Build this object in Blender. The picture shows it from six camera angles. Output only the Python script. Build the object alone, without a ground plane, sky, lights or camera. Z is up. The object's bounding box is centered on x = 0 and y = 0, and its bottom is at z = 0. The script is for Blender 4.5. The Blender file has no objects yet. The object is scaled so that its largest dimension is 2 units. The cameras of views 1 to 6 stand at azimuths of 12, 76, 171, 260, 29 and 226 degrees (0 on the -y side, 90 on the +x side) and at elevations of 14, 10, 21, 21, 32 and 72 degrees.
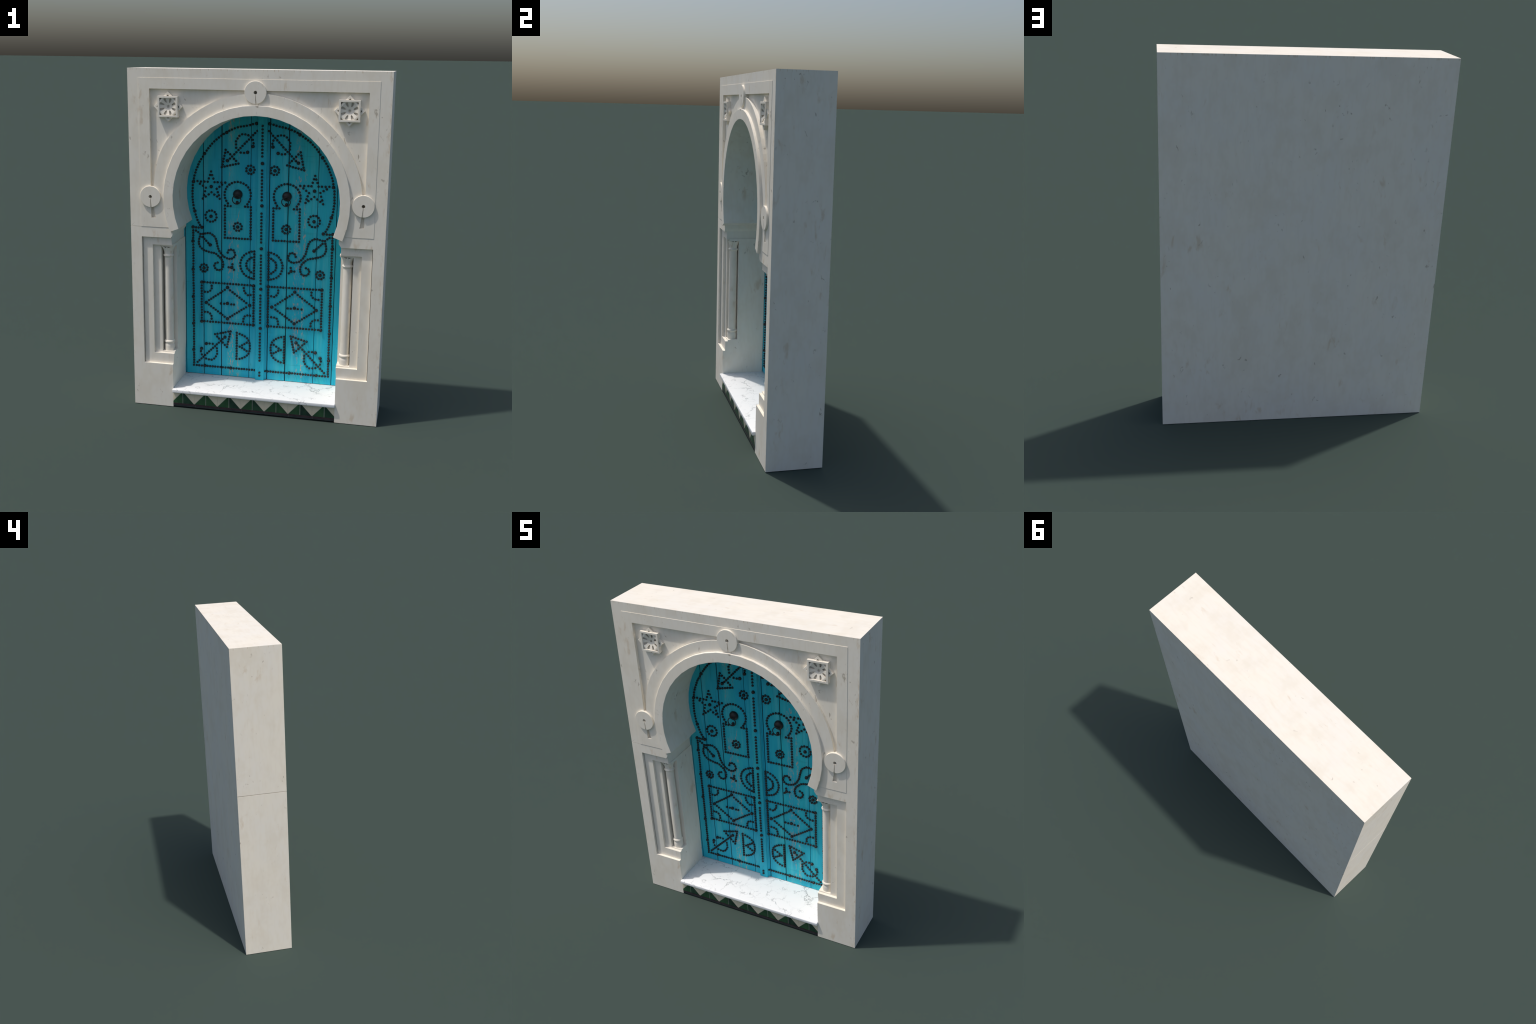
"""Arched stone doorway with a studded blue double door, built part by part.

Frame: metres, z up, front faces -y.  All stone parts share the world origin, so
their Object coordinates are world coordinates and the grain runs through.
"""
import bpy
import bmesh
import math
import random
from mathutils import Vector, Matrix

random.seed(7)
pi = math.pi

# --------------------------------------------------------------------------
# main dimensions
# --------------------------------------------------------------------------
HALF_W = 0.7322            # half width of the wall
HEIGHT = 2.0
BACK = 0.1595
FACE = -0.1420             # lower face of the wall
PANEL = -0.1436            # slightly proud upper panel
ARCH_X, ARCH_Z = 0.0035, 1.279
ARCH_IN, ARCH_OUT = 0.4757, 0.5318
ARCH_FRONT = -0.1580
ARCH_DROP = math.radians(21.3)     # how far the horseshoe runs below its centre
BAND_R = 0.5945                    # outer edge of the flat band round the arch
JAMB = 0.4885
DOOR = 0.1245                      # face of the planks
SILL_TOP, SILL_BOT = 0.1172, 0.0960
SEAM_Z = 1.1070

# --------------------------------------------------------------------------
# helpers
# --------------------------------------------------------------------------

def link(name, mesh, mat=None, parent=None):
    ob = bpy.data.objects.new(name, mesh)
    bpy.context.scene.collection.objects.link(ob)
    if mat is not None and not mesh.materials:
        mesh.materials.append(mat)
    if parent is not None:
        ob.parent = parent
    return ob


def finish(bm, name, smooth_angle=None):
    bmesh.ops.recalc_face_normals(bm, faces=bm.faces[:])
    me = bpy.data.meshes.new(name)
    bm.to_mesh(me)
    bm.free()
    if smooth_angle is not None:
        for p in me.polygons:
            p.use_smooth = True
        me.set_sharp_from_angle(angle=math.radians(smooth_angle))
    return me


def add_box(bm, x0, x1, y0, y1, z0, z1):
    vs = [bm.verts.new((x, y, z)) for x in (x0, x1) for y in (y0, y1) for z in (z0, z1)]
    for f in ((0, 1, 3, 2), (4, 6, 7, 5), (0, 4, 5, 1), (2, 3, 7, 6), (0, 2, 6, 4), (1, 5, 7, 3)):
        bm.faces.new([vs[i] for i in f])


def box_mesh(name, x0, x1, y0, y1, z0, z1, bevel=0.0, segs=2):
    bm = bmesh.new()
    add_box(bm, x0, x1, y0, y1, z0, z1)
    if bevel:
        bmesh.ops.bevel(bm, geom=bm.edges[:], offset=bevel, segments=segs, profile=0.5, affect='EDGES')
    return finish(bm, name, 40 if bevel else None)


def prism_mesh(name, outline, y0, y1, bevel=0.0):
    """Extrude a polygon given in (x, z) along y."""
    bm = bmesh.new()
    a = [bm.verts.new((x, y0, z)) for x, z in outline]
    b = [bm.verts.new((x, y1, z)) for x, z in outline]
    n = len(outline)
    bm.faces.new(a)
    bm.faces.new(b[::-1])
    for i in range(n):
        bm.faces.new((a[i], b[i], b[(i + 1) % n], a[(i + 1) % n]))
    if bevel:
        edges = [e for e in bm.edges if abs(e.verts[0].co.y - y0) < 1e-6 and abs(e.verts[1].co.y - y0) < 1e-6]
        bmesh.ops.bevel(bm, geom=edges, offset=bevel, segments=1, affect='EDGES')
    return finish(bm, name)


def lathe(bm, profile, segs, cx=0.0, cy=0.0, axis='Z'):
    """Revolve (radius, height) pairs; axis Z stands up, axis Y points to the viewer (-y)."""
    rings = []
    for r, h in profile:
        ring = []
        for i in range(segs):
            a = 2 * pi * i / segs
            c, s = r * math.cos(a), r * math.sin(a)
            ring.append(bm.verts.new((cx + c, cy + s, h) if axis == 'Z' else (cx + c, h, cy + s)))
        rings.append(ring)
    for r0, r1 in zip(rings, rings[1:]):
        for i in range(segs):
            j = (i + 1) % segs
            bm.faces.new((r0[i], r0[j], r1[j], r1[i]))
    for ring in (rings[0], rings[-1]):
        bm.faces.new(ring)


def circle(cx, cz, r, n, a0=0.0, a1=2 * pi, closed=True):
    m = n if closed else n - 1
    return [(cx + r * math.cos(a0 + (a1 - a0) * i / m), cz + r * math.sin(a0 + (a1 - a0) * i / m)) for i in range(n)]


def cut(ob, meshes):
    """Carve the given closed meshes out of ob."""
    for me in meshes:
        c = bpy.data.objects.new("cutter", me)
        bpy.context.scene.collection.objects.link(c)
        mod = ob.modifiers.new("cut", 'BOOLEAN')
        mod.operation, mod.solver, mod.object = 'DIFFERENCE', 'EXACT', c
        bpy.context.view_layer.update()
        dg = bpy.context.evaluated_depsgraph_get()
        new = bpy.data.meshes.new_from_object(ob.evaluated_get(dg))
        ob.modifiers.clear()
        old, name = ob.data, ob.data.name
        ob.data = new
        bpy.data.meshes.remove(old)
        new.name = name
        bpy.data.objects.remove(c)
        bpy.data.meshes.remove(me)


# --------------------------------------------------------------------------
# materials
# --------------------------------------------------------------------------

class Nodes:
    def __init__(self, name, rough=0.6, spec=0.3):
        self.mat = bpy.data.materials.new(name)
        self.mat.use_nodes = True
        self.t = self.mat.node_tree
        self.b = self.t.nodes["Principled BSDF"]
        self.b.inputs["Roughness"].default_value = rough
        self.b.inputs["Specular IOR Level"].default_value = spec
        self.co = self.t.nodes.new("ShaderNodeTexCoord").outputs["Object"]

    def new(self, kind, **kw):
        n = self.t.nodes.new("ShaderNode" + kind)
        for k, v in kw.items():
            setattr(n, k, v)
        return n

    def put(self, socket, v):
        if isinstance(v, bpy.types.NodeSocket):
            self.t.links.new(v, socket)
        else:
            socket.default_value = v

    def scaled(self, scale, loc=(0, 0, 0)):
        n = self.new("Mapping")
        self.put(n.inputs["Vector"], self.co)
        n.inputs["Scale"].default_value = scale
        n.inputs["Location"].default_value = loc
        return n.outputs["Vector"]

    def noise(self, scale, loc=(0, 0, 0), detail=4.0, rough=0.55, distort=0.0):
        n = self.new("TexNoise")
        self.put(n.inputs["Vector"], self.scaled(scale, loc))
        n.inputs["Scale"].default_value = 1.0
        n.inputs["Detail"].default_value = detail
        n.inputs["Roughness"].default_value = rough
        n.inputs["Distortion"].default_value = distort
        return n.outputs["Fac"]

    def ramp(self, fac, lo, hi, a=0.0, b=1.0):
        n = self.new("MapRange", interpolation_type='SMOOTHSTEP')
        self.put(n.inputs["Value"], fac)
        for k, v in (("From Min", lo), ("From Max", hi), ("To Min", a), ("To Max", b)):
            n.inputs[k].default_value = v
        return n.outputs["Result"]

    def math(self, op, a, b=0.0):
        n = self.new("Math", operation=op)
        self.put(n.inputs[0], a)
        self.put(n.inputs[1], b)
        return n.outputs[0]

    def mix(self, fac, a, b, blend='MIX'):
        n = self.new("Mix", data_type='RGBA', blend_type=blend)
        self.put(n.inputs[0], fac)
        for s, v in ((n.inputs[6], a), (n.inputs[7], b)):
            self.put(s, v if isinstance(v, bpy.types.NodeSocket) else (*v, 1.0))
        return n.outputs[2]

    def axis(self, i):
        n = self.new("SeparateXYZ")
        self.put(n.inputs[0], self.co)
        return n.outputs[i]

    def colour(self, c):
        self.put(self.b.inputs["Base Color"], c if isinstance(c, bpy.types.NodeSocket) else (*c, 1.0))

    def bump(self, h, strength, dist):
        n = self.new("Bump")
        n.inputs["Strength"].default_value = strength
        n.inputs["Distance"].default_value = dist
        self.put(n.inputs["Height"], h)
        self.put(self.b.inputs["Normal"], n.outputs["Normal"])


def stone_material():
    m = Nodes("limestone", 0.62, 0.25)
    geo = m.new("NewGeometry")
    sep = m.new("SeparateXYZ")
    m.put(sep.inputs[0], geo.outputs["True Normal"])
    lying = m.ramp(m.math('ABSOLUTE', sep.outputs[2]), 0.85, 0.95)       # bed faces: grain runs along x

    def grain(across, along, loc, detail, rough=0.6, distort=0.0):
        a = m.noise((across, across, along), loc, detail, rough, distort)
        b = m.noise((along, across, across), loc, detail, rough, distort)
        return m.math('ADD', m.math('MULTIPLY', a, m.math('SUBTRACT', 1.0, lying)), m.math('MULTIPLY', b, lying))

    tone = m.noise((4.2, 4.2, 3.0), detail=4, rough=0.6)
    c = m.mix(m.ramp(tone, 0.36, 0.66), STONE_A, STONE_B)
    c = m.mix(m.ramp(m.noise((8.5, 8.5, 6.0), (3, 1, 0), 5, 0.62), 0.45, 0.68, 0, 0.50), c, STONE_C)
    # faint grain
    c = m.mix(m.ramp(grain(48, 11, (7, 2, 4), 4), 0.40, 0.72, 0, 0.34), c, STONE_C)
    # soft brown weathering in tall smears
    smear = m.math('MULTIPLY', m.ramp(grain(24, 8, (9, 4, 2), 4, 0.6, 0.4), 0.57, 0.72),
                   m.ramp(m.noise((5, 5, 4), (1, 8, 5), 2), 0.50, 0.62))
    c = m.mix(m.math('MULTIPLY', smear, 0.55), c, STONE_STAIN)
    # sparse warm-brown pits and hooked scratches
    pit = m.math('MULTIPLY', m.ramp(grain(44, 27, (2, 2, 7), 2, 0.5, 0.9), 0.64, 0.76),
                 m.ramp(m.noise((12, 12, 9), (5, 0, 3), 2), 0.53, 0.62))
    c = m.mix(m.math('MULTIPLY', pit, 0.66), c, STONE_PIT)
    # lichen-brown fringe along the right-hand arris and drip ticks under the coping line
    fringe = m.math('MULTIPLY', m.math('MULTIPLY', m.ramp(m.axis(0), 0.705, 0.726), m.math('MULTIPLY', m.ramp(m.axis(0), 0.7300, 0.7318, 1, 0), m.ramp(m.axis(1), -0.1405, -0.1415))), m.ramp(m.noise((60, 60, 16), (1, 3, 3), 4, 0.6), 0.50, 0.66))
    ticks = m.math('MULTIPLY', m.math('MULTIPLY', m.ramp(m.axis(2), 1.984, 1.996), m.ramp(m.axis(2), 1.9990, 1.9998, 1, 0)), m.ramp(m.noise((85, 85, 12), (6, 3, 0), 3), 0.56, 0.66))
    c = m.mix(m.math('MULTIPLY', m.math('MAXIMUM', fringe, ticks), 0.6), c, STONE_STAIN)
    m.colour(c)
    m.bump(m.noise((120, 120, 60), detail=4), 0.12, 0.001)
    return m.mat


def marble_material():
    m = Nodes("white_marble", 0.32, 0.35)
    def cracks(scale, loc, warp, width):
        n = m.new("TexNoise")
        m.put(n.inputs["Vector"], m.scaled((13, 13, 13), loc))
        n.inputs["Scale"].default_value = 1.0
        n.inputs["Detail"].default_value = 6.0
        n.inputs["Roughness"].default_value = 0.62
        add = m.new("VectorMath", operation='MULTIPLY_ADD')
        m.put(add.inputs[0], n.outputs["Color"])
        add.inputs[1].default_value = (warp,) * 3
        m.put(add.inputs[2], m.co)
        v = m.new("TexVoronoi", feature='DISTANCE_TO_EDGE')
        m.put(v.inputs["Vector"], add.outputs[0])
        v.inputs["Scale"].default_value = scale
        return m.ramp(v.outputs["Distance"], 0.0, width, 1, 0)
    patch = m.ramp(m.noise((8, 9, 8), (0, 9, 3), 3), 0.44, 0.64)
    v = m.math('MULTIPLY', cracks(7.5, (4, 2, 0), 0.14, 0.030), m.math('ADD', 0.10, m.math('MULTIPLY', patch, 0.75)))
    v2 = m.math('MULTIPLY', cracks(19.0, (1, 7, 2), 0.09, 0.055), m.ramp(m.noise((15, 16, 15), (8, 5, 3), 3), 0.53, 0.68, 0, 0.6))
    c = m.mix(m.math('MINIMUM', m.math('MAXIMUM', v, v2), 1.0), MARBLE, MARBLE_VEIN)
    m.colour(c)
    return m.mat


def paint_material():
    """Sun-faded blue paint on planks, worn to orange wood in two streaks per wide board."""
    m = Nodes("blue_paint", 0.55, 0.3)
    broad = m.noise((9, 9, 1.3), (1, 0, 2), 3)
    grain = m.noise((130, 130, 3.2), (0, 4, 0), 5, 0.6)
    cross = m.noise((6, 6, 90), (2, 2, 0), 2)
    c = m.mix(m.ramp(broad, 0.36, 0.66), BLUE_A, BLUE_B)
    c = m.mix(m.ramp(m.noise((34, 34, 1.5), (5, 5, 5), 4), 0.48, 0.68, 0, 0.45), c, BLUE_C)
    c = m.mix(m.ramp(grain, 0.56, 0.74, 0, 0.55), c, BLUE_DARK)
    c = m.mix(m.ramp(cross, 0.62, 0.75, 0, 0.25), c, BLUE_DARK)
    # wear: streak columns repeat with the board rhythm of 0.4018 m
    x = m.math('MODULO', m.math('ADD', m.axis(0), 0.256 + 0.4018 * 3), 0.4018)
    cols = None
    for off, half in ((0.052, 0.017), (0.102, 0.011), (0.072, 0.008)):
        d = m.math('ABSOLUTE', m.math('SUBTRACT', x, off))
        k = m.ramp(d, half * 0.3, half, 1, 0)
        cols = k if cols is None else m.math('MAXIMUM', cols, k)
    wear = m.math('MULTIPLY', m.ramp(m.noise((170, 170, 38), (0, 1, 6), 5, 0.65), 0.51, 0.63), cols)
    wear = m.math('MULTIPLY', wear, m.ramp(m.noise((14, 14, 4.5), (3, 3, 3), 3), 0.40, 0.57))
    c = m.mix(m.math('MULTIPLY', wear, 0.9), c, WEAR)
    # hairline cracks along the grain
    crack = m.math('ABSOLUTE', m.math('SUBTRACT', m.noise((26, 26, 0.9), (8, 8, 1), 2, 0.4), 0.5))
    c = m.mix(m.ramp(crack, 0.0, 0.006, 0.45, 0), c, BLUE_DARK)
    m.colour(c)
    m.bump(grain, 0.25, 0.001)
    return m.mat


def iron_material():
    m = Nodes("black_iron", 0.42, 0.45)
    m.colour(m.mix(m.noise((140, 140, 140), detail=3), IRON_A, IRON_B))
    return m.mat


def green_glaze(name, a, b):
    m = Nodes(name, 0.16, 0.5)
    c = m.mix(m.ramp(m.noise((26, 26, 26), detail=4), 0.35, 0.7), a, b)
    speck = m.ramp(m.noise((300, 300, 300), (4, 4, 4), 1), 0.80, 0.86)
    m.colour(m.mix(speck, c, (0.45, 0.55, 0.5)))
    return m.mat


def plain(name, a, b, rough, scale=60, spec=0.3):
    m = Nodes(name, rough, spec)
    m.colour(m.mix(m.ramp(m.noise((scale,) * 3, detail=3), 0.3, 0.7), a, b))
    return m.mat


STONE_A, STONE_B, STONE_C = (0.962, 0.895, 0.775), (0.938, 0.885, 0.79), (0.865, 0.785, 0.655)
STONE_STAIN, STONE_PIT = (0.70, 0.555, 0.39), (0.36, 0.29, 0.21)
MARBLE, MARBLE_VEIN = (0.985, 0.985, 0.985), (0.30, 0.31, 0.32)
BLUE_A, BLUE_B, BLUE_C = (0.018, 0.51, 0.71), (0.032, 0.60, 0.71), (0.14, 0.68, 0.78)
BLUE_DARK, WEAR = (0.020, 0.31, 0.38), (0.86, 0.42, 0.22)
IRON_A, IRON_B = (0.016, 0.0165, 0.018), (0.024, 0.0245, 0.026)

STONE = stone_material()
MARBLE_M = marble_material()
PAINT = paint_material()
IRON = iron_material()
GAP = plain("dark_gap", (0.012, 0.011, 0.010), (0.02, 0.018, 0.016), 0.9)
GREENS = [green_glaze("green_glaze", (0.026, 0.086, 0.038), (0.042, 0.120, 0.050)),
          green_glaze("deep_green_glaze", (0.018, 0.056, 0.034), (0.030, 0.084, 0.045)),
          green_glaze("blackish_green_glaze", (0.013, 0.034, 0.028), (0.026, 0.066, 0.040))]
CREAM = plain("cream_tile", (0.82, 0.73, 0.55), (0.76, 0.68, 0.52), 0.5)
GROUT = plain("grout", (0.36, 0.38, 0.31), (0.42, 0.43, 0.36), 0.85)
PLUM = plain("plum_border", (0.050, 0.036, 0.042), (0.035, 0.026, 0.032), 0.25)
TEAL = plain("slate_border", (0.035, 0.055, 0.062), (0.022, 0.034, 0.040), 0.25)

root = bpy.data.objects.new("arched_doorway", None)
bpy.context.scene.collection.objects.link(root)
root["label"] = "cream stone horseshoe arch with studded blue double door"
root["category"] = "doorway"

# --------------------------------------------------------------------------
# stone wall
# --------------------------------------------------------------------------

def arch_point(r, a):
    return (ARCH_X + r * math.cos(a), ARCH_Z + r * math.sin(a))


ARC_N = 29                                  # facets as coarse as the original's
A0, A1 = -ARCH_DROP, pi + ARCH_DROP
outer_arc = [arch_point(ARCH_OUT, A0 + (A1 - A0) * i / (ARC_N - 1)) for i in range(ARC_N)]

# right-hand jamb profile from the ground up to the springing, (x, z)
jamb_r = [(JAMB, -0.02), (JAMB, 0.27), (JAMB - 0.0038, 0.335), (JAMB - 0.0038, 1.000), (JAMB + 0.0025, 1.000), (JAMB + 0.0025, 1.048), (0.4780, 1.0665), (0.4780, 1.0945)]
opening = jamb_r + outer_arc + [(-x, z) for x, z in reversed(jamb_r)]

wall_me = box_mesh("surround_wall", -HALF_W, HALF_W, PANEL, BACK, 0.0, HEIGHT)
wall = link("surround_wall", wall_me, STONE, root)

cutters = [
    prism_mesh("c", opening, -0.3, DOOR + 0.012),
    box_mesh("c", -0.505, 0.505, DOOR - 0.003, DOOR + 0.0125, SILL_TOP - 0.02, 1.80),
    # margins stand back a hair from the upper panel
    box_mesh("c", -0.80, 0.80, -0.3, FACE, -0.1, SEAM_Z),
    box_mesh("c", -0.80, 0.80, -0.3, FACE, 1.948, 2.1),
    box_mesh("c", -0.80, -0.6685, -0.3, FACE, 1.0, 2.1),
    box_mesh("c", 0.6680, 0.80, -0.3, FACE, 1.0, 2.1),
    # joint on the left pier, running round to the left side
    box_mesh("c", -0.80, -0.7230, -0.3, BACK - 0.003, SEAM_Z - 0.0034, SEAM_Z),
    box_mesh("c", -0.80, -0.507, -0.3, FACE + 0.0025, SEAM_Z - 0.0024, SEAM_Z),
    box_mesh("c", 0.507, 0.668, -0.3, FACE + 0.0018, SEAM_Z - 0.0018, SEAM_Z),
]


def spandrel(side):
    """Sunk panel between the frame and the flat band round the arch, running down
    behind the side medallion into a short slot."""
    xo = 0.6095 * 1.0 + (0.003 if side > 0 else -0.003)
    a_top = math.acos(0.0)
    a_end = math.asin((1.160 - ARCH_Z) / BAND_R)
    pts = []
    for i in range(24):
        a = pi / 2 - 0.03 + (a_end - pi / 2 + 0.03) * i / 23
        r = BAND_R + (0.0015 if side > 0 else 0.0135 * math.exp(-((math.degrees(a) - 28) / 16) ** 2))
        pts.append((ARCH_X + side * r * math.cos(a), ARCH_Z + r * math.sin(a)))
    pts[-1] = (pts[-1][0], 1.160)
    pts.append((side * xo, 1.160))
    pts.append((side * xo, 1.8895))
    pts.append((pts[0][0], 1.8895))
    return prism_mesh("c", pts, -0.3, -0.1250)


cutters += [spandrel(-1), spandrel(1)]

for s in (-1, 1):
    def bx(x0, x1, *rest):
        return box_mesh("c", *(sorted((s * x0, s * x1))), *rest)
    cutters.append(bx(0.40, 0.6675, -0.3, -0.1268, 0.2695, 1.0465))     # first step
    cutters.append(bx(0.6640, 0.6675, -0.3, -0.1000, 0.2695, 1.0465))   # open joint in its corner
    cutters.append(bx(0.40, 0.6070, -0.3, -0.1110, 0.3328, 0.9985))     # second step
    cutters.append(bx(0.40, 0.5605, -0.3, -0.0485, 0.3415, 0.9855))     # niche of the column

STAR_Z, STAR_HALF, STAR_BAR = 1.7925, 0.0580, 0.0112
STARS = (-0.4985, 0.5100)
MEDALLIONS = ((-0.0005, 1.8795), (-0.6070, 1.2840), (0.6055, 1.2845))
for mx, mz in MEDALLIONS:
    cutters.append(prism_mesh("c", circle(mx, mz, 0.0093, 24), -0.3, -0.105))

cut(wall, cutters)
me = wall.data
bm = bmesh.new()
bm.from_mesh(me)
bmesh.ops.remove_doubles(bm, verts=bm.verts[:], dist=1e-5)
bmesh.ops.dissolve_degenerate(bm, dist=1e-6, edges=bm.edges[:])
bm.to_mesh(me)
bm.free()

# --------------------------------------------------------------------------
# archivolt: horseshoe ring running through to the door
# --------------------------------------------------------------------------
ring_profile = [(ARCH_IN, DOOR + 0.011), (ARCH_IN, ARCH_FRONT + 0.0012), (ARCH_IN + 0.0012, ARCH_FRONT),
                (ARCH_OUT - 0.0012, ARCH_FRONT), (ARCH_OUT, ARCH_FRONT + 0.0012)]
ring_profile += [(ARCH_OUT, PANEL + 0.004), (ARCH_OUT + 0.0008, PANEL + 0.006), (ARCH_OUT + 0.0008, DOOR + 0.011)]
bm = bmesh.new()
cols = []
for i in range(ARC_N):
    a = A0 + (A1 - A0) * i / (ARC_N - 1)
    cols.append([bm.verts.new((ARCH_X + r * math.cos(a), y, ARCH_Z + r * math.sin(a))) for r, y in ring_profile])
n = len(ring_profile)
for c0, c1 in zip(cols, cols[1:]):
    for k in range(n):
        bm.faces.new((c0[k], c0[(k + 1) % n], c1[(k + 1) % n], c1[k]))
bm.faces.new(cols[0])
bm.faces.new(cols[-1][::-1])
link("archivolt", finish(bm, "archivolt", 32), STONE, root)

# --------------------------------------------------------------------------
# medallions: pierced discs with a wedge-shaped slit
# --------------------------------------------------------------------------
MED_R, MED_FRONT = 0.0605, -0.1540
for k, (mx, mz) in enumerate(MEDALLIONS):
    bm = bmesh.new()
    prof = [(MED_R - 0.0008, MED_FRONT), (MED_R, MED_FRONT + 0.0008), (MED_R, -0.1150)]
    lathe(bm, prof, 64, mx, mz, 'Y')
    disc = link("medallion", finish(bm, "medallion", 32), STONE, root)
    lean = -0.0095 if k == 2 else 0.0095
    disc_cuts = [prism_mesh("c", circle(mx, mz, 0.0097, 28), -0.3, -0.1),
                 prism_mesh("c", [(mx - 0.0005, mz), (mx + 0.0005, mz), (mx + max(lean, 0.0008), mz - 0.075), (mx + min(lean, -0.0008), mz - 0.075)], -0.3, -0.1475)]
    cut(disc, disc_cuts)

# --------------------------------------------------------------------------
# star rosettes: two crossed square frames round a pierced dish
# --------------------------------------------------------------------------

def square_ring(name, half, bar, y0, y1, turn):
    bm = bmesh.new()
    loops = []
    for h, y in ((half, y0), (half, y1), (half - bar, y1), (half - bar, y0)):
        r = h * math.sqrt(2)
        loops.append([bm.verts.new((r * math.cos(turn + pi / 2 * i), y, r * math.sin(turn + pi / 2 * i))) for i in range(4)])
    for a, b in zip(loops, loops[1:] + loops[:1]):
        for i in range(4):
            j = (i + 1) % 4
            bm.faces.new((a[i], a[j], b[j], b[i]))
    bmesh.ops.recalc_face_normals(bm, faces=bm.faces[:])
    bmesh.ops.bevel(bm, geom=[e for e in bm.edges if e.calc_face_angle(0) > 0.5], offset=0.0006, segments=1, affect='EDGES')
    return finish(bm, name)


def dish_mesh():
    """Hollow dish with eight almond holes and an eight-pointed star in the middle."""
    bm = bmesh.new()
    NA, NR, rmax = 192, 30, 0.0660
    grid = []
    for j in range(NR + 1):
        r = rmax * j / NR
        grid.append([bm.verts.new((r * math.cos(2 * pi * i / NA), -0.1300 - 0.0165 * min(1.0, r / 0.048) ** 1.1, r * math.sin(2 * pi * i / NA))) for i in range(NA)])
    lim = STAR_HALF - STAR_BAR * 0.3
    for j in range(1, NR):
        for i in range(NA):
            a = 2 * pi * (i + 0.5) / NA
            r = rmax * (j + 0.5) / NR
            x, z = r * math.cos(a), r * math.sin(a)
            if max(abs(x), abs(z), (abs(x) + abs(z)) / math.sqrt(2)) > lim:
                continue
            u = ((a + pi / 8) % (pi / 4)) - pi / 8          # angle from the nearest of 8 axes
            v = (a % (pi / 4)) - pi / 8                       # angle from the axes between them
            if r < 0.0105 - 0.0065 * min(1, abs(u) / (pi / 8)):
                continue
            t = (r - 0.0225) / (0.0490 - 0.0225)
            if 0 < t < 1 and abs(v) * r < (0.0030 + 0.0056 * t) * min(1.0, 4 * t, 6 * (1 - t)) ** 0.5:
                continue
            bm.faces.new((grid[j][i], grid[j][(i + 1) % NA], grid[j + 1][(i + 1) % NA], grid[j + 1][i]))
    bmesh.ops.delete(bm, geom=[v for v in bm.verts if not v.link_faces], context='VERTS')
    # thickness
    top = bm.faces[:]
    ex = bmesh.ops.extrude_face_region(bm, geom=top)
    for e in ex["geom"]:
        if isinstance(e, bmesh.types.BMVert):
            e.co.y += 0.0045
    # shallow ground behind the piercings
    ground = []
    for j in range(0, 11):
        r = 0.054 * j / 10
        y = -0.1300 - 0.0165 * min(1.0, r / 0.048) ** 1.1 + 0.0115
        ground.append([bm.verts.new((r * math.cos(2 * pi * i / 48), y, r * math.sin(2 * pi * i / 48))) for i in range(48)] if j else [bm.verts.new((0, y, 0))])
    for i in range(48):
        bm.faces.new((ground[0][0], ground[1][i], ground[1][(i + 1) % 48]))
        for j in range(1, 10):
            bm.faces.new((ground[j][i], ground[j + 1][i], ground[j + 1][(i + 1) % 48], ground[j][(i + 1) % 48]))
    return finish(bm, "star_rosette", 40)


dish = dish_mesh()
square = square_ring("square_frame", STAR_HALF, STAR_BAR, -0.1500, -0.1200, pi / 4)
diamond = square_ring("diamond_frame", STAR_HALF, STAR_BAR, -0.1425, -0.1205, 0.0)
for sx in STARS:
    d = link("star_rosette", dish, STONE, root)
    d.location = (sx, 0, STAR_Z)
    link("square_frame", square, STONE, d)
    link("diamond_frame", diamond, STONE, d)

# --------------------------------------------------------------------------
# engaged columns
# --------------------------------------------------------------------------
COL_X, COL_Y = 0.5265, -0.0770


def shaft_mesh():
    bm = bmesh.new()
    lathe(bm, [(0.0252, 0.395), (0.0258, 0.60), (0.0252, 0.80), (0.0244, 0.935)], 40)
    return finish(bm, "column", 40)


def base_mesh():
    bm = bmesh.new()
    prof = [(0.0290, 0.3405), (0.0296, 0.352), (0.0298, 0.368), (0.0290, 0.378), (0.0272, 0.3825), (0.0262, 0.3865)]
    prof += [(0.0275 + 0.0045 * math.sin(pi * t), 0.389 + 0.016 * t) for t in (0, 0.15, 0.3, 0.5, 0.7, 0.85, 1)]
    prof.append((0.0245, 0.408))
    lathe(bm, prof, 40)
    return finish(bm, "column_base", 50)


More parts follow.
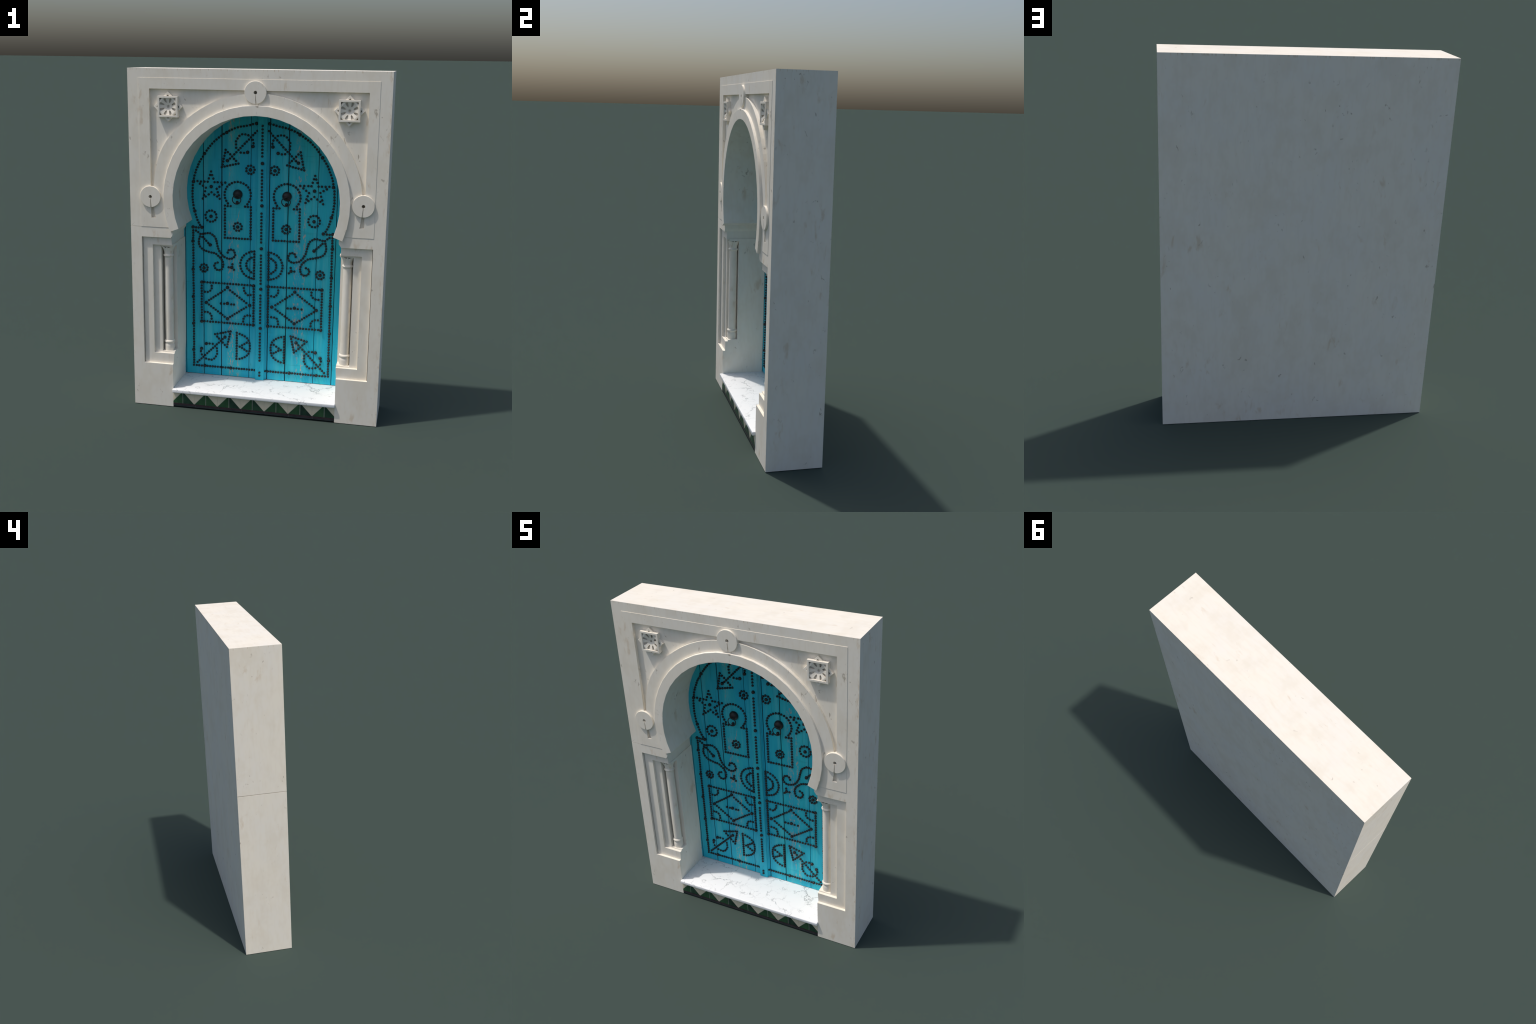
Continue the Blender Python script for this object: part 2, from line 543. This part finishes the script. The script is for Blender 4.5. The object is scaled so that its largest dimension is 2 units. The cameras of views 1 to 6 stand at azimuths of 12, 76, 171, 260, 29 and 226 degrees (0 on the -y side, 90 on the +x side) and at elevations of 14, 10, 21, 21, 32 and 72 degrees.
def capital_mesh():
    bm = bmesh.new()
    prof = [(0.0240, 0.916)] + [(0.0258 + 0.0058 * math.sin(pi * t), 0.922 + 0.015 * t) for t in (0, 0.15, 0.3, 0.5, 0.7, 0.85, 1)] + [(0.0240, 0.939)]
    lathe(bm, prof, 40)
    NA, NT = 96, 14
    rings = []
    for j in range(NT + 1):
        t = j / NT
        ring = []
        for i in range(NA):
            a = 2 * pi * i / NA
            lobe = abs(math.cos(2 * (a - pi / 4)))            # 1 at the four corners
            leaf = lobe ** 1.3
            mid = max(0.0, 1 - lobe * 2.2)                     # shorter leaf on each side
            r = 0.0250 + (0.0045 + 0.0150 * leaf + 0.0035 * mid) * t ** 2.2 - 0.0042 * max(0.0, 1 - abs(2 * lobe - 0.9) * 2.2) * t
            notch = 0.0070 * t ** 3 * (1 - abs(lobe * 2 - 0.9)) if 0 < 1 - abs(lobe * 2 - 0.9) else 0.0
            x = max(-0.0335, min(0.0335, r * math.cos(a)))
            y = max(-0.0335, min(0.0335, r * math.sin(a)))
            ring.append(bm.verts.new((x, y, 0.932 + (0.0535 * t) - notch)))
        rings.append(ring)
    for r0, r1 in zip(rings, rings[1:]):
        for i in range(NA):
            bm.faces.new((r0[i], r0[(i + 1) % NA], r1[(i + 1) % NA], r1[i]))
    cap = bm.verts.new((0, 0, 0.965))
    for i in range(NA):
        bm.faces.new((rings[-1][i], rings[-1][(i + 1) % NA], cap))
    return finish(bm, "column_capital", 45)


shaft, base, capital = shaft_mesh(), base_mesh(), capital_mesh()
for s in (-1, 1):
    c = link("column", shaft, STONE, root)
    c.location = (s * COL_X, COL_Y, 0)
    link("column_base", base, STONE, c)
    link("column_capital", capital, STONE, c)

# --------------------------------------------------------------------------
# threshold: marble slab on a tiled riser
# --------------------------------------------------------------------------
riser = link("step_riser", box_mesh("step_riser", -JAMB - 0.002, JAMB + 0.002, -0.1404, DOOR + 0.010, 0.0072, SILL_BOT + 0.002), GROUT, root)
slab = link("marble_sill", box_mesh("marble_sill", -JAMB - 0.0018, JAMB + 0.0018, -0.1592, DOOR + 0.008, SILL_BOT, SILL_TOP, 0.0035, 3), MARBLE_M, root)

TILE_Y, PITCH, TZ0, TZ1 = -0.1422, 0.1430, 0.0262, 0.0957
HALF_P, JOINT = PITCH / 2, 0.0011


def clip_x(poly, lo, hi):
    """Trim a convex (x, z) polygon to lo <= x <= hi."""
    for sign, lim in ((1, lo), (-1, -hi)):
        out = []
        for (x0, z0), (x1, z1) in zip(poly, poly[1:] + poly[:1]):
            d0, d1 = sign * x0 - lim, sign * x1 - lim
            if d0 >= 0:
                out.append((x0, z0))
            if d0 * d1 < 0:
                t = d0 / (d0 - d1)
                out.append((x0 + t * (x1 - x0), z0 + t * (z1 - z0)))
        poly = out
    return poly


shades = [0, 1, 0, 0, 0, 2, 0, 1, 0, 0, 0, 2, 0, 1]
for k in range(-3, 4):
    cx = k * PITCH
    for s in (-1, 1):
        lo, hi = (-JAMB, JAMB)
        g = JOINT + (0.0010 if s < 0 else 0.0010)
        tri_g = [(cx + s * g, TZ0), (cx + s * (HALF_P - 0.0035), TZ0), (cx + s * (0.0065), TZ1 - 0.0030), (cx + s * g, TZ1 - 0.0030)]
        tri_c = [(cx + s * (HALF_P - 0.0004), TZ0 + 0.0002), (cx + s * (HALF_P - 0.0004), TZ1), (cx + s * 0.0065, TZ1), (cx + s * (HALF_P - 0.0022), TZ0 + 0.0012)]
        for name, poly, mat, y in (("green_tile", tri_g, GREENS[shades[(k + 3) * 2 + (s > 0)]], TILE_Y), ("cream_tile", tri_c, CREAM, TILE_Y - 0.0001)):
            poly = clip_x(poly, lo, hi)
            if len(poly) > 2:
                link(name, prism_mesh(name, poly, y, -0.1396), mat, root)
for k in range(-4, 4):
    x0, x1 = max(-JAMB, k * PITCH + HALF_P + 0.0062), min(JAMB, (k + 1) * PITCH + HALF_P + 0.0050)
    if x1 - x0 > 0.004:
        link("border_tile", box_mesh("border_tile", x0, x1, TILE_Y, -0.1396, 0.0136, 0.0250), PLUM, root)
        link("border_tile", box_mesh("border_tile", x0, x1, TILE_Y + 0.0006, -0.1396, 0.0076, 0.0130), TEAL, root)
        link("border_tile", box_mesh("border_tile", x0, x1, TILE_Y + 0.0002, -0.1396, 0.0056, 0.0073), GAP, root)

# --------------------------------------------------------------------------
# door: planks on two leaves, a meeting batten, studs and ring knockers
# --------------------------------------------------------------------------
AXIS = -0.0100
TOP = 1.79
leaves = []
for x0, x1 in ((-0.504, AXIS), (AXIS + 0.0005, 0.504)):
    leaves.append(link("door_leaf", box_mesh("door_leaf", x0, x1, DOOR + 0.0045, DOOR + 0.0120, SILL_TOP - 0.008, TOP), GAP, root))

# joints between boards: (x, half width of the gap)
joints = [(-0.4824, 0.0021), (-0.3688, 0.0024), (-0.2560, 0.0028), (-0.0800, 0.0016),
          (0.0336, 0.0026), (0.1458, 0.0027), (0.3213, 0.0016), (0.4340, 0.0021)]
edges = [(-0.504, 0.0)] + joints + [(0.504, 0.0)]
for (xa, ga), (xb, gb) in zip(edges, edges[1:]):
    leaf = leaves[0] if (xa + xb) / 2 < AXIS else leaves[1]
    bm = bmesh.new()
    x0, x1 = xa + ga, xb - gb
    add_box(bm, x0, x1, DOOR, DOOR + 0.006, SILL_TOP + 0.0030, TOP)
    front = [e for e in bm.edges if all(abs(v.co.y - DOOR) < 1e-6 for v in e.verts) and abs(e.verts[0].co.x - e.verts[1].co.x) < 1e-6]
    bmesh.ops.bevel(bm, geom=front, offset=0.0007, segments=1, affect='EDGES')
    link("plank", finish(bm, "plank"), PAINT, leaf)

BATTEN = 0.1050
batten_outline = [(-0.0375, DOOR), (-0.0375, BATTEN + 0.004), (-0.0345, BATTEN), (0.0145, BATTEN), (0.0180, BATTEN + 0.0045), (0.0185, DOOR - 0.006), (0.0235, DOOR - 0.003), (0.0235, DOOR)]
bm = bmesh.new()
lo = [bm.verts.new((x, y + 0.0005, SILL_TOP + 0.0008)) for x, y in batten_outline]
hi = [bm.verts.new((x, y + 0.0005, TOP)) for x, y in batten_outline]
bm.faces.new(lo)
bm.faces.new(hi[::-1])
for i in range(len(lo)):
    j = (i + 1) % len(lo)
    bm.faces.new((lo[i], hi[i], hi[j], lo[j]))
link("batten", finish(bm, "batten"), PAINT, leaves[0])

# ---- stud pattern: one half, in millimetres from the meeting line and the ground;
#      the other half mirrors it
studs = []          # (x, y, z, radius)
R_SMALL, R_BIG = 0.0072, 0.0105


def along(pts, n):
    """n points evenly spaced on a smooth curve through pts."""
    if n == 1 or len(pts) == 1:
        return [pts[0]]
    P = [Vector(p) for p in pts]
    fine = []
    for i in range(len(P) - 1):
        a, b = P[i], P[i + 1]
        ta = (P[i + 1] - P[i - 1]) / 2 if i else b - a
        tb = (P[i + 2] - P[i]) / 2 if i + 2 < len(P) else b - a
        for k in range(20):
            t = k / 20
            fine.append((2 * t ** 3 - 3 * t ** 2 + 1) * a + (t ** 3 - 2 * t ** 2 + t) * ta + (3 * t ** 2 - 2 * t ** 3) * b + (t ** 3 - t ** 2) * tb)
    fine.append(P[-1])
    acc = [0.0]
    for a, b in zip(fine, fine[1:]):
        acc.append(acc[-1] + (b - a).length)
    out, k = [], 0
    for i in range(n):
        s = acc[-1] * i / (n - 1)
        while k < len(acc) - 2 and acc[k + 1] < s:
            k += 1
        t = (s - acc[k]) / max(1e-9, acc[k + 1] - acc[k])
        out.append(fine[k].lerp(fine[k + 1], t))
    return out


def place(x, z, r):
    for s in (1, -1):
        jx, jz = random.uniform(-0.6, 0.6), random.uniform(-0.6, 0.6)
        studs.append((AXIS + (s * x + jx) / 1000, DOOR, (z + jz) / 1000, r * random.uniform(0.97, 1.03)))


def row(pts, n):
    for p in along(pts, n):
        place(p[0], p[1], R_SMALL)


def ring(c, r, n, phase):
    for i in range(n):
        a = math.radians(phase + 360 * i / n)
        place(c[0] + r * math.cos(a), c[1] + r * math.sin(a), R_SMALL)


def big(pts):
    for p in pts:
        place(p[0], p[1], R_BIG)


def stud_pattern():
    # arch border
    big([(-39, 1693), (-216, 1636), (-351, 1508)])
    big([(-420, 1339), (-412, 1161)])
    big([(-369, 1063), (-425, 1062)])
    row([(-61, 1688), (-97, 1678), (-132, 1672), (-166, 1662), (-201, 1646)], 9)
    row([(-234, 1626), (-265, 1604), (-293, 1580), (-316, 1555), (-338, 1526)], 9)
    row([(-362, 1490), (-381, 1460), (-395, 1427), (-409, 1392), (-417, 1358)], 9)
    row([(-425, 1317), (-426, 1281), (-427, 1246), (-423, 1211), (-419, 1178)], 9)
    row([(-407, 1139), (-396, 1104), (-381, 1076)], 5)
    row([(-406, 1060), (-389, 1060)], 2)
    # side border
    big([(-425, 974), (-425, 797)])
    big([(-425, 623), (-425, 450)])
    big([(-425, 276)])
    row([(-423, 1041), (-424, 993)], 4)
    row([(-423, 952), (-424, 815)], 9)
    row([(-424, 778), (-423, 641)], 9)
    row([(-423, 604), (-423, 468)], 9)
    row([(-423, 430), (-423, 294)], 9)
    row([(-423, 255), (-423, 218), (-424, 173)], 6)
    # bottom border
    big([(-353, 174), (-185, 174)])
    row([(-406, 173), (-373, 173)], 3)
    row([(-336, 173), (-203, 174)], 9)
    row([(-166, 173), (-34, 173)], 9)
    # upper arrow
    big([(-211, 1472), (-59, 1560), (-90, 1525)])
    row([(-34, 1651), (-196, 1484)], 14)
    row([(-56, 1579), (-61, 1598)], 2)
    row([(-87, 1624), (-105, 1628), (-125, 1628), (-142, 1617), (-152, 1603), (-160, 1588), (-160, 1569), (-159, 1549)], 8)
    row([(-132, 1522), (-112, 1520)], 2)
    row([(-226, 1517), (-242, 1447)], 5)
    row([(-246, 1432), (-145, 1457)], 7)
    row([(-223, 1535), (-196, 1509)], 3)
    row([(-172, 1483), (-159, 1472)], 2)
    # upper flower
    big([(-73, 1423)])
    ring((-73, 1423), 25.0, 9, 82)
    # star
    big([(-310, 1313)])
    row([(-311, 1403), (-332, 1341)], 4)
    row([(-304, 1382), (-290, 1341)], 3)
    row([(-395, 1342), (-352, 1341)], 3)
    row([(-272, 1341), (-225, 1341)], 3)
    row([(-380, 1327), (-343, 1305)], 3)
    row([(-244, 1327), (-277, 1301)], 3)
    row([(-349, 1283), (-362, 1239)], 3)
    row([(-344, 1252), (-309, 1279)], 3)
    row([(-292, 1266), (-258, 1242)], 3)
    row([(-270, 1282), (-263, 1263)], 2)
    # keyhole
    row([(-208, 1217), (-225, 1248), (-227, 1284), (-212, 1318), (-183, 1340), (-148, 1348), (-113, 1339), (-85, 1318), (-70, 1284), (-73, 1248), (-89, 1217)], 21)
    row([(-209, 1201), (-191, 1201)], 2)
    row([(-104, 1202), (-86, 1201)], 2)
    row([(-226, 1202), (-226, 1006)], 12)
    row([(-68, 1201), (-68, 1006)], 12)
    row([(-209, 1006), (-85, 1006)], 8)
    # keyhole flower
    big([(-147, 1077)])
    ring((-147, 1077), 24.5, 9, 90)
    # roundel
    big([(-312, 1133)])
    ring((-312, 1134), 34.5, 12, 80)
    # leaf
    row([(-406, 1041), (-379, 1021)], 3)
    row([(-365, 1021), (-334, 1028), (-319, 1028), (-291, 1011), (-278, 982), (-267, 936), (-243, 898), (-217, 881), (-186, 878), (-162, 899), (-172, 930), (-185, 936), (-201, 931), (-208, 915)], 25)
    row([(-382, 1004), (-389, 972), (-380, 942), (-356, 922), (-312, 910), (-282, 903), (-248, 872), (-236, 841), (-243, 812), (-257, 803), (-272, 802), (-286, 813), (-292, 827), (-286, 842), (-271, 849)], 25)
    row([(-365, 1003), (-331, 969)], 4)
    big([(-317, 956)])
    # lower flower
    big([(-357, 810)])
    ring((-357, 810), 24.0, 9, 90)
    # three dots
    big([(-182, 824)])
    row([(-179, 844)], 1)
    row([(-202, 824)], 1)
    row([(-168, 810)], 1)
    # half moon
    row([(-44, 932), (-45, 761)], 11)
    row([(-60, 930), (-93, 916), (-119, 887), (-130, 844), (-117, 802), (-93, 777), (-60, 764)], 14)
    row([(-60, 893), (-86, 871), (-92, 846), (-85, 822), (-61, 802)], 8)
    # lozenge frame
    big([(-371, 720), (-46, 718), (-46, 467), (-372, 467)])
    row([(-353, 720), (-66, 719)], 17)
    row([(-354, 468), (-66, 467)], 17)
    row([(-372, 697), (-372, 489)], 13)
    row([(-45, 697), (-45, 490)], 13)
    # lozenge
    big([(-208, 696), (-342, 591), (-69, 591), (-208, 496), (-208, 594)])
    row([(-226, 679), (-326, 606)], 8)
    row([(-192, 679), (-90, 605)], 8)
    row([(-326, 578), (-226, 507)], 8)
    row([(-192, 508), (-91, 578)], 8)
    row([(-251, 590), (-229, 590)], 2)
    row([(-185, 590), (-167, 590)], 2)
    # lozenge corner
    row([(-309, 700), (-308, 682), (-318, 667), (-333, 659), (-352, 658)], 5)
    row([(-107, 699), (-105, 682), (-95, 666), (-81, 656), (-64, 659)], 5)
    row([(-352, 529), (-334, 528), (-318, 520), (-309, 504), (-309, 488)], 5)
    row([(-109, 485), (-107, 503), (-98, 521), (-82, 526), (-66, 526)], 5)
    # lower arrow
    big([(-223, 374), (-343, 321), (-374, 287)])
    row([(-288, 388), (-222, 405), (-203, 412)], 6)
    row([(-188, 414), (-211, 310)], 7)
    row([(-274, 373), (-262, 362)], 2)
    row([(-238, 336), (-225, 323)], 2)
    row([(-238, 360), (-400, 194)], 14)
    row([(-322, 324), (-302, 323)], 2)
    row([(-275, 296), (-274, 276), (-274, 256), (-281, 242), (-292, 228), (-309, 217), (-328, 218), (-346, 222)], 8)
    row([(-373, 247), (-378, 267)], 2)
    # split half moon
    row([(-149, 408), (-149, 237)], 11)
    row([(-130, 403), (-99, 390), (-74, 365), (-65, 322), (-72, 280), (-98, 252), (-130, 239)], 14)
    row([(-130, 319), (-85, 349)], 4)
    row([(-114, 312), (-85, 294)], 3)


stud_pattern()
for top, bottom in ((1681, 1506), (1424, 1248), (1169, 994), (914, 739), (665, 490), (422, 246)):
    for i in range(10):
        studs.append((-0.0092, BATTEN + 0.0003, (top + (bottom - top) * i / 9) / 1000, R_SMALL))
for z in (1465, 1215, 956, 705, 456):
    studs.append((-0.0072, BATTEN + 0.0003, z / 1000, R_BIG))
for z in (167, 147):
    studs.append((-0.0092, BATTEN + 0.0003, z / 1000, R_SMALL))


def stud_mesh(r):
    bm = bmesh.new()
    prof = [(r * 0.96, 0.001), (r, -r * 0.25), (r * 0.95, -r * 0.62), (r * 0.80, -r * 0.94), (r * 0.55, -r * 1.16), (r * 0.14, -r * 1.28)]
    lathe(bm, prof, 14, axis='Y')
    return finish(bm, "stud", 60)


small_me, big_me = stud_mesh(R_SMALL), stud_mesh(R_BIG)
# the big ones and part of the small ones are objects of their own, the rest one part per leaf
big_list = [s for s in studs if s[3] > 0.008]
small_list = [s for s in studs if s[3] <= 0.008]
for lst, me0, r0 in ((big_list, big_me, R_BIG), (small_list[:300 - len(big_list)], small_me, R_SMALL)):
    for x, y, z, r in lst:
        o = link("stud", me0, IRON, leaves[0] if x < AXIS + 0.004 else leaves[1])
        o.location = (x, y, z)
        o.scale = (r / r0,) * 3
rest = small_list[300 - len(big_list):]
for side, leaf in ((0, leaves[0]), (1, leaves[1])):
    bm = bmesh.new()
    for x, y, z, r in rest:
        if (x >= AXIS + 0.004) == bool(side):
            k = len(bm.verts)
            bm.from_mesh(small_me)
            bm.verts.ensure_lookup_table()
            for v in bm.verts[k:]:
                v.co = v.co * (r / R_SMALL) + Vector((x, y, z))
    o = link("studs", finish(bm, "studs", 60), IRON, leaf)
    o["kind"] = "stuff"

# ---- ring knockers
bm = bmesh.new()
R = 0.0288
prof = [(R * 0.98, 0.001), (R, -0.004)] + [(R * math.cos(t * pi / 2), -0.004 - 0.022 * math.sin(t * pi / 2)) for t in (0.2, 0.4, 0.55, 0.7, 0.82, 0.92)] + [(0.002, -0.0261)]
lathe(bm, prof, 36, axis='Y')
boss = finish(bm, "knocker", 50)
bm = bmesh.new()
NA, NB = 40, 10
loops = []
for i in range(NA):
    a = 2 * pi * i / NA
    tube = 0.0029 + 0.0010 * max(0, -math.sin(a)) ** 4
    loops.append([bm.verts.new(((0.0258 + tube * math.cos(b)) * math.cos(a), tube * math.sin(b), (0.0258 + tube * math.cos(b)) * math.sin(a))) for b in [2 * pi * j / NB for j in range(NB)]])
for i in range(NA):
    for j in range(NB):
        bm.faces.new((loops[i][j], loops[(i + 1) % NA][j], loops[(i + 1) % NA][(j + 1) % NB], loops[i][(j + 1) % NB]))
handle = finish(bm, "pull_ring", 60)
bm = bmesh.new()
lathe(bm, [(0.004, 0.010), (0.0085, 0.006), (0.0095, 0.0), (0.0085, -0.005), (0.005, -0.009), (0.001, -0.0105)], 20, axis='Y')
striker = finish(bm, "striker", 60)
for x, leaf in ((-0.1575, leaves[0]), (0.1385, leaves[1])):
    k = link("knocker", boss, IRON, leaf)
    k.location = (x, DOOR, 1.2745)
    h = link("pull_ring", handle, IRON, leaf)
    h.location = (x - 0.0005, 0.0925, 1.2465)
    s = link("striker", striker, IRON, leaf)
    s.location = (x + 0.001, 0.1020, 1.2290)
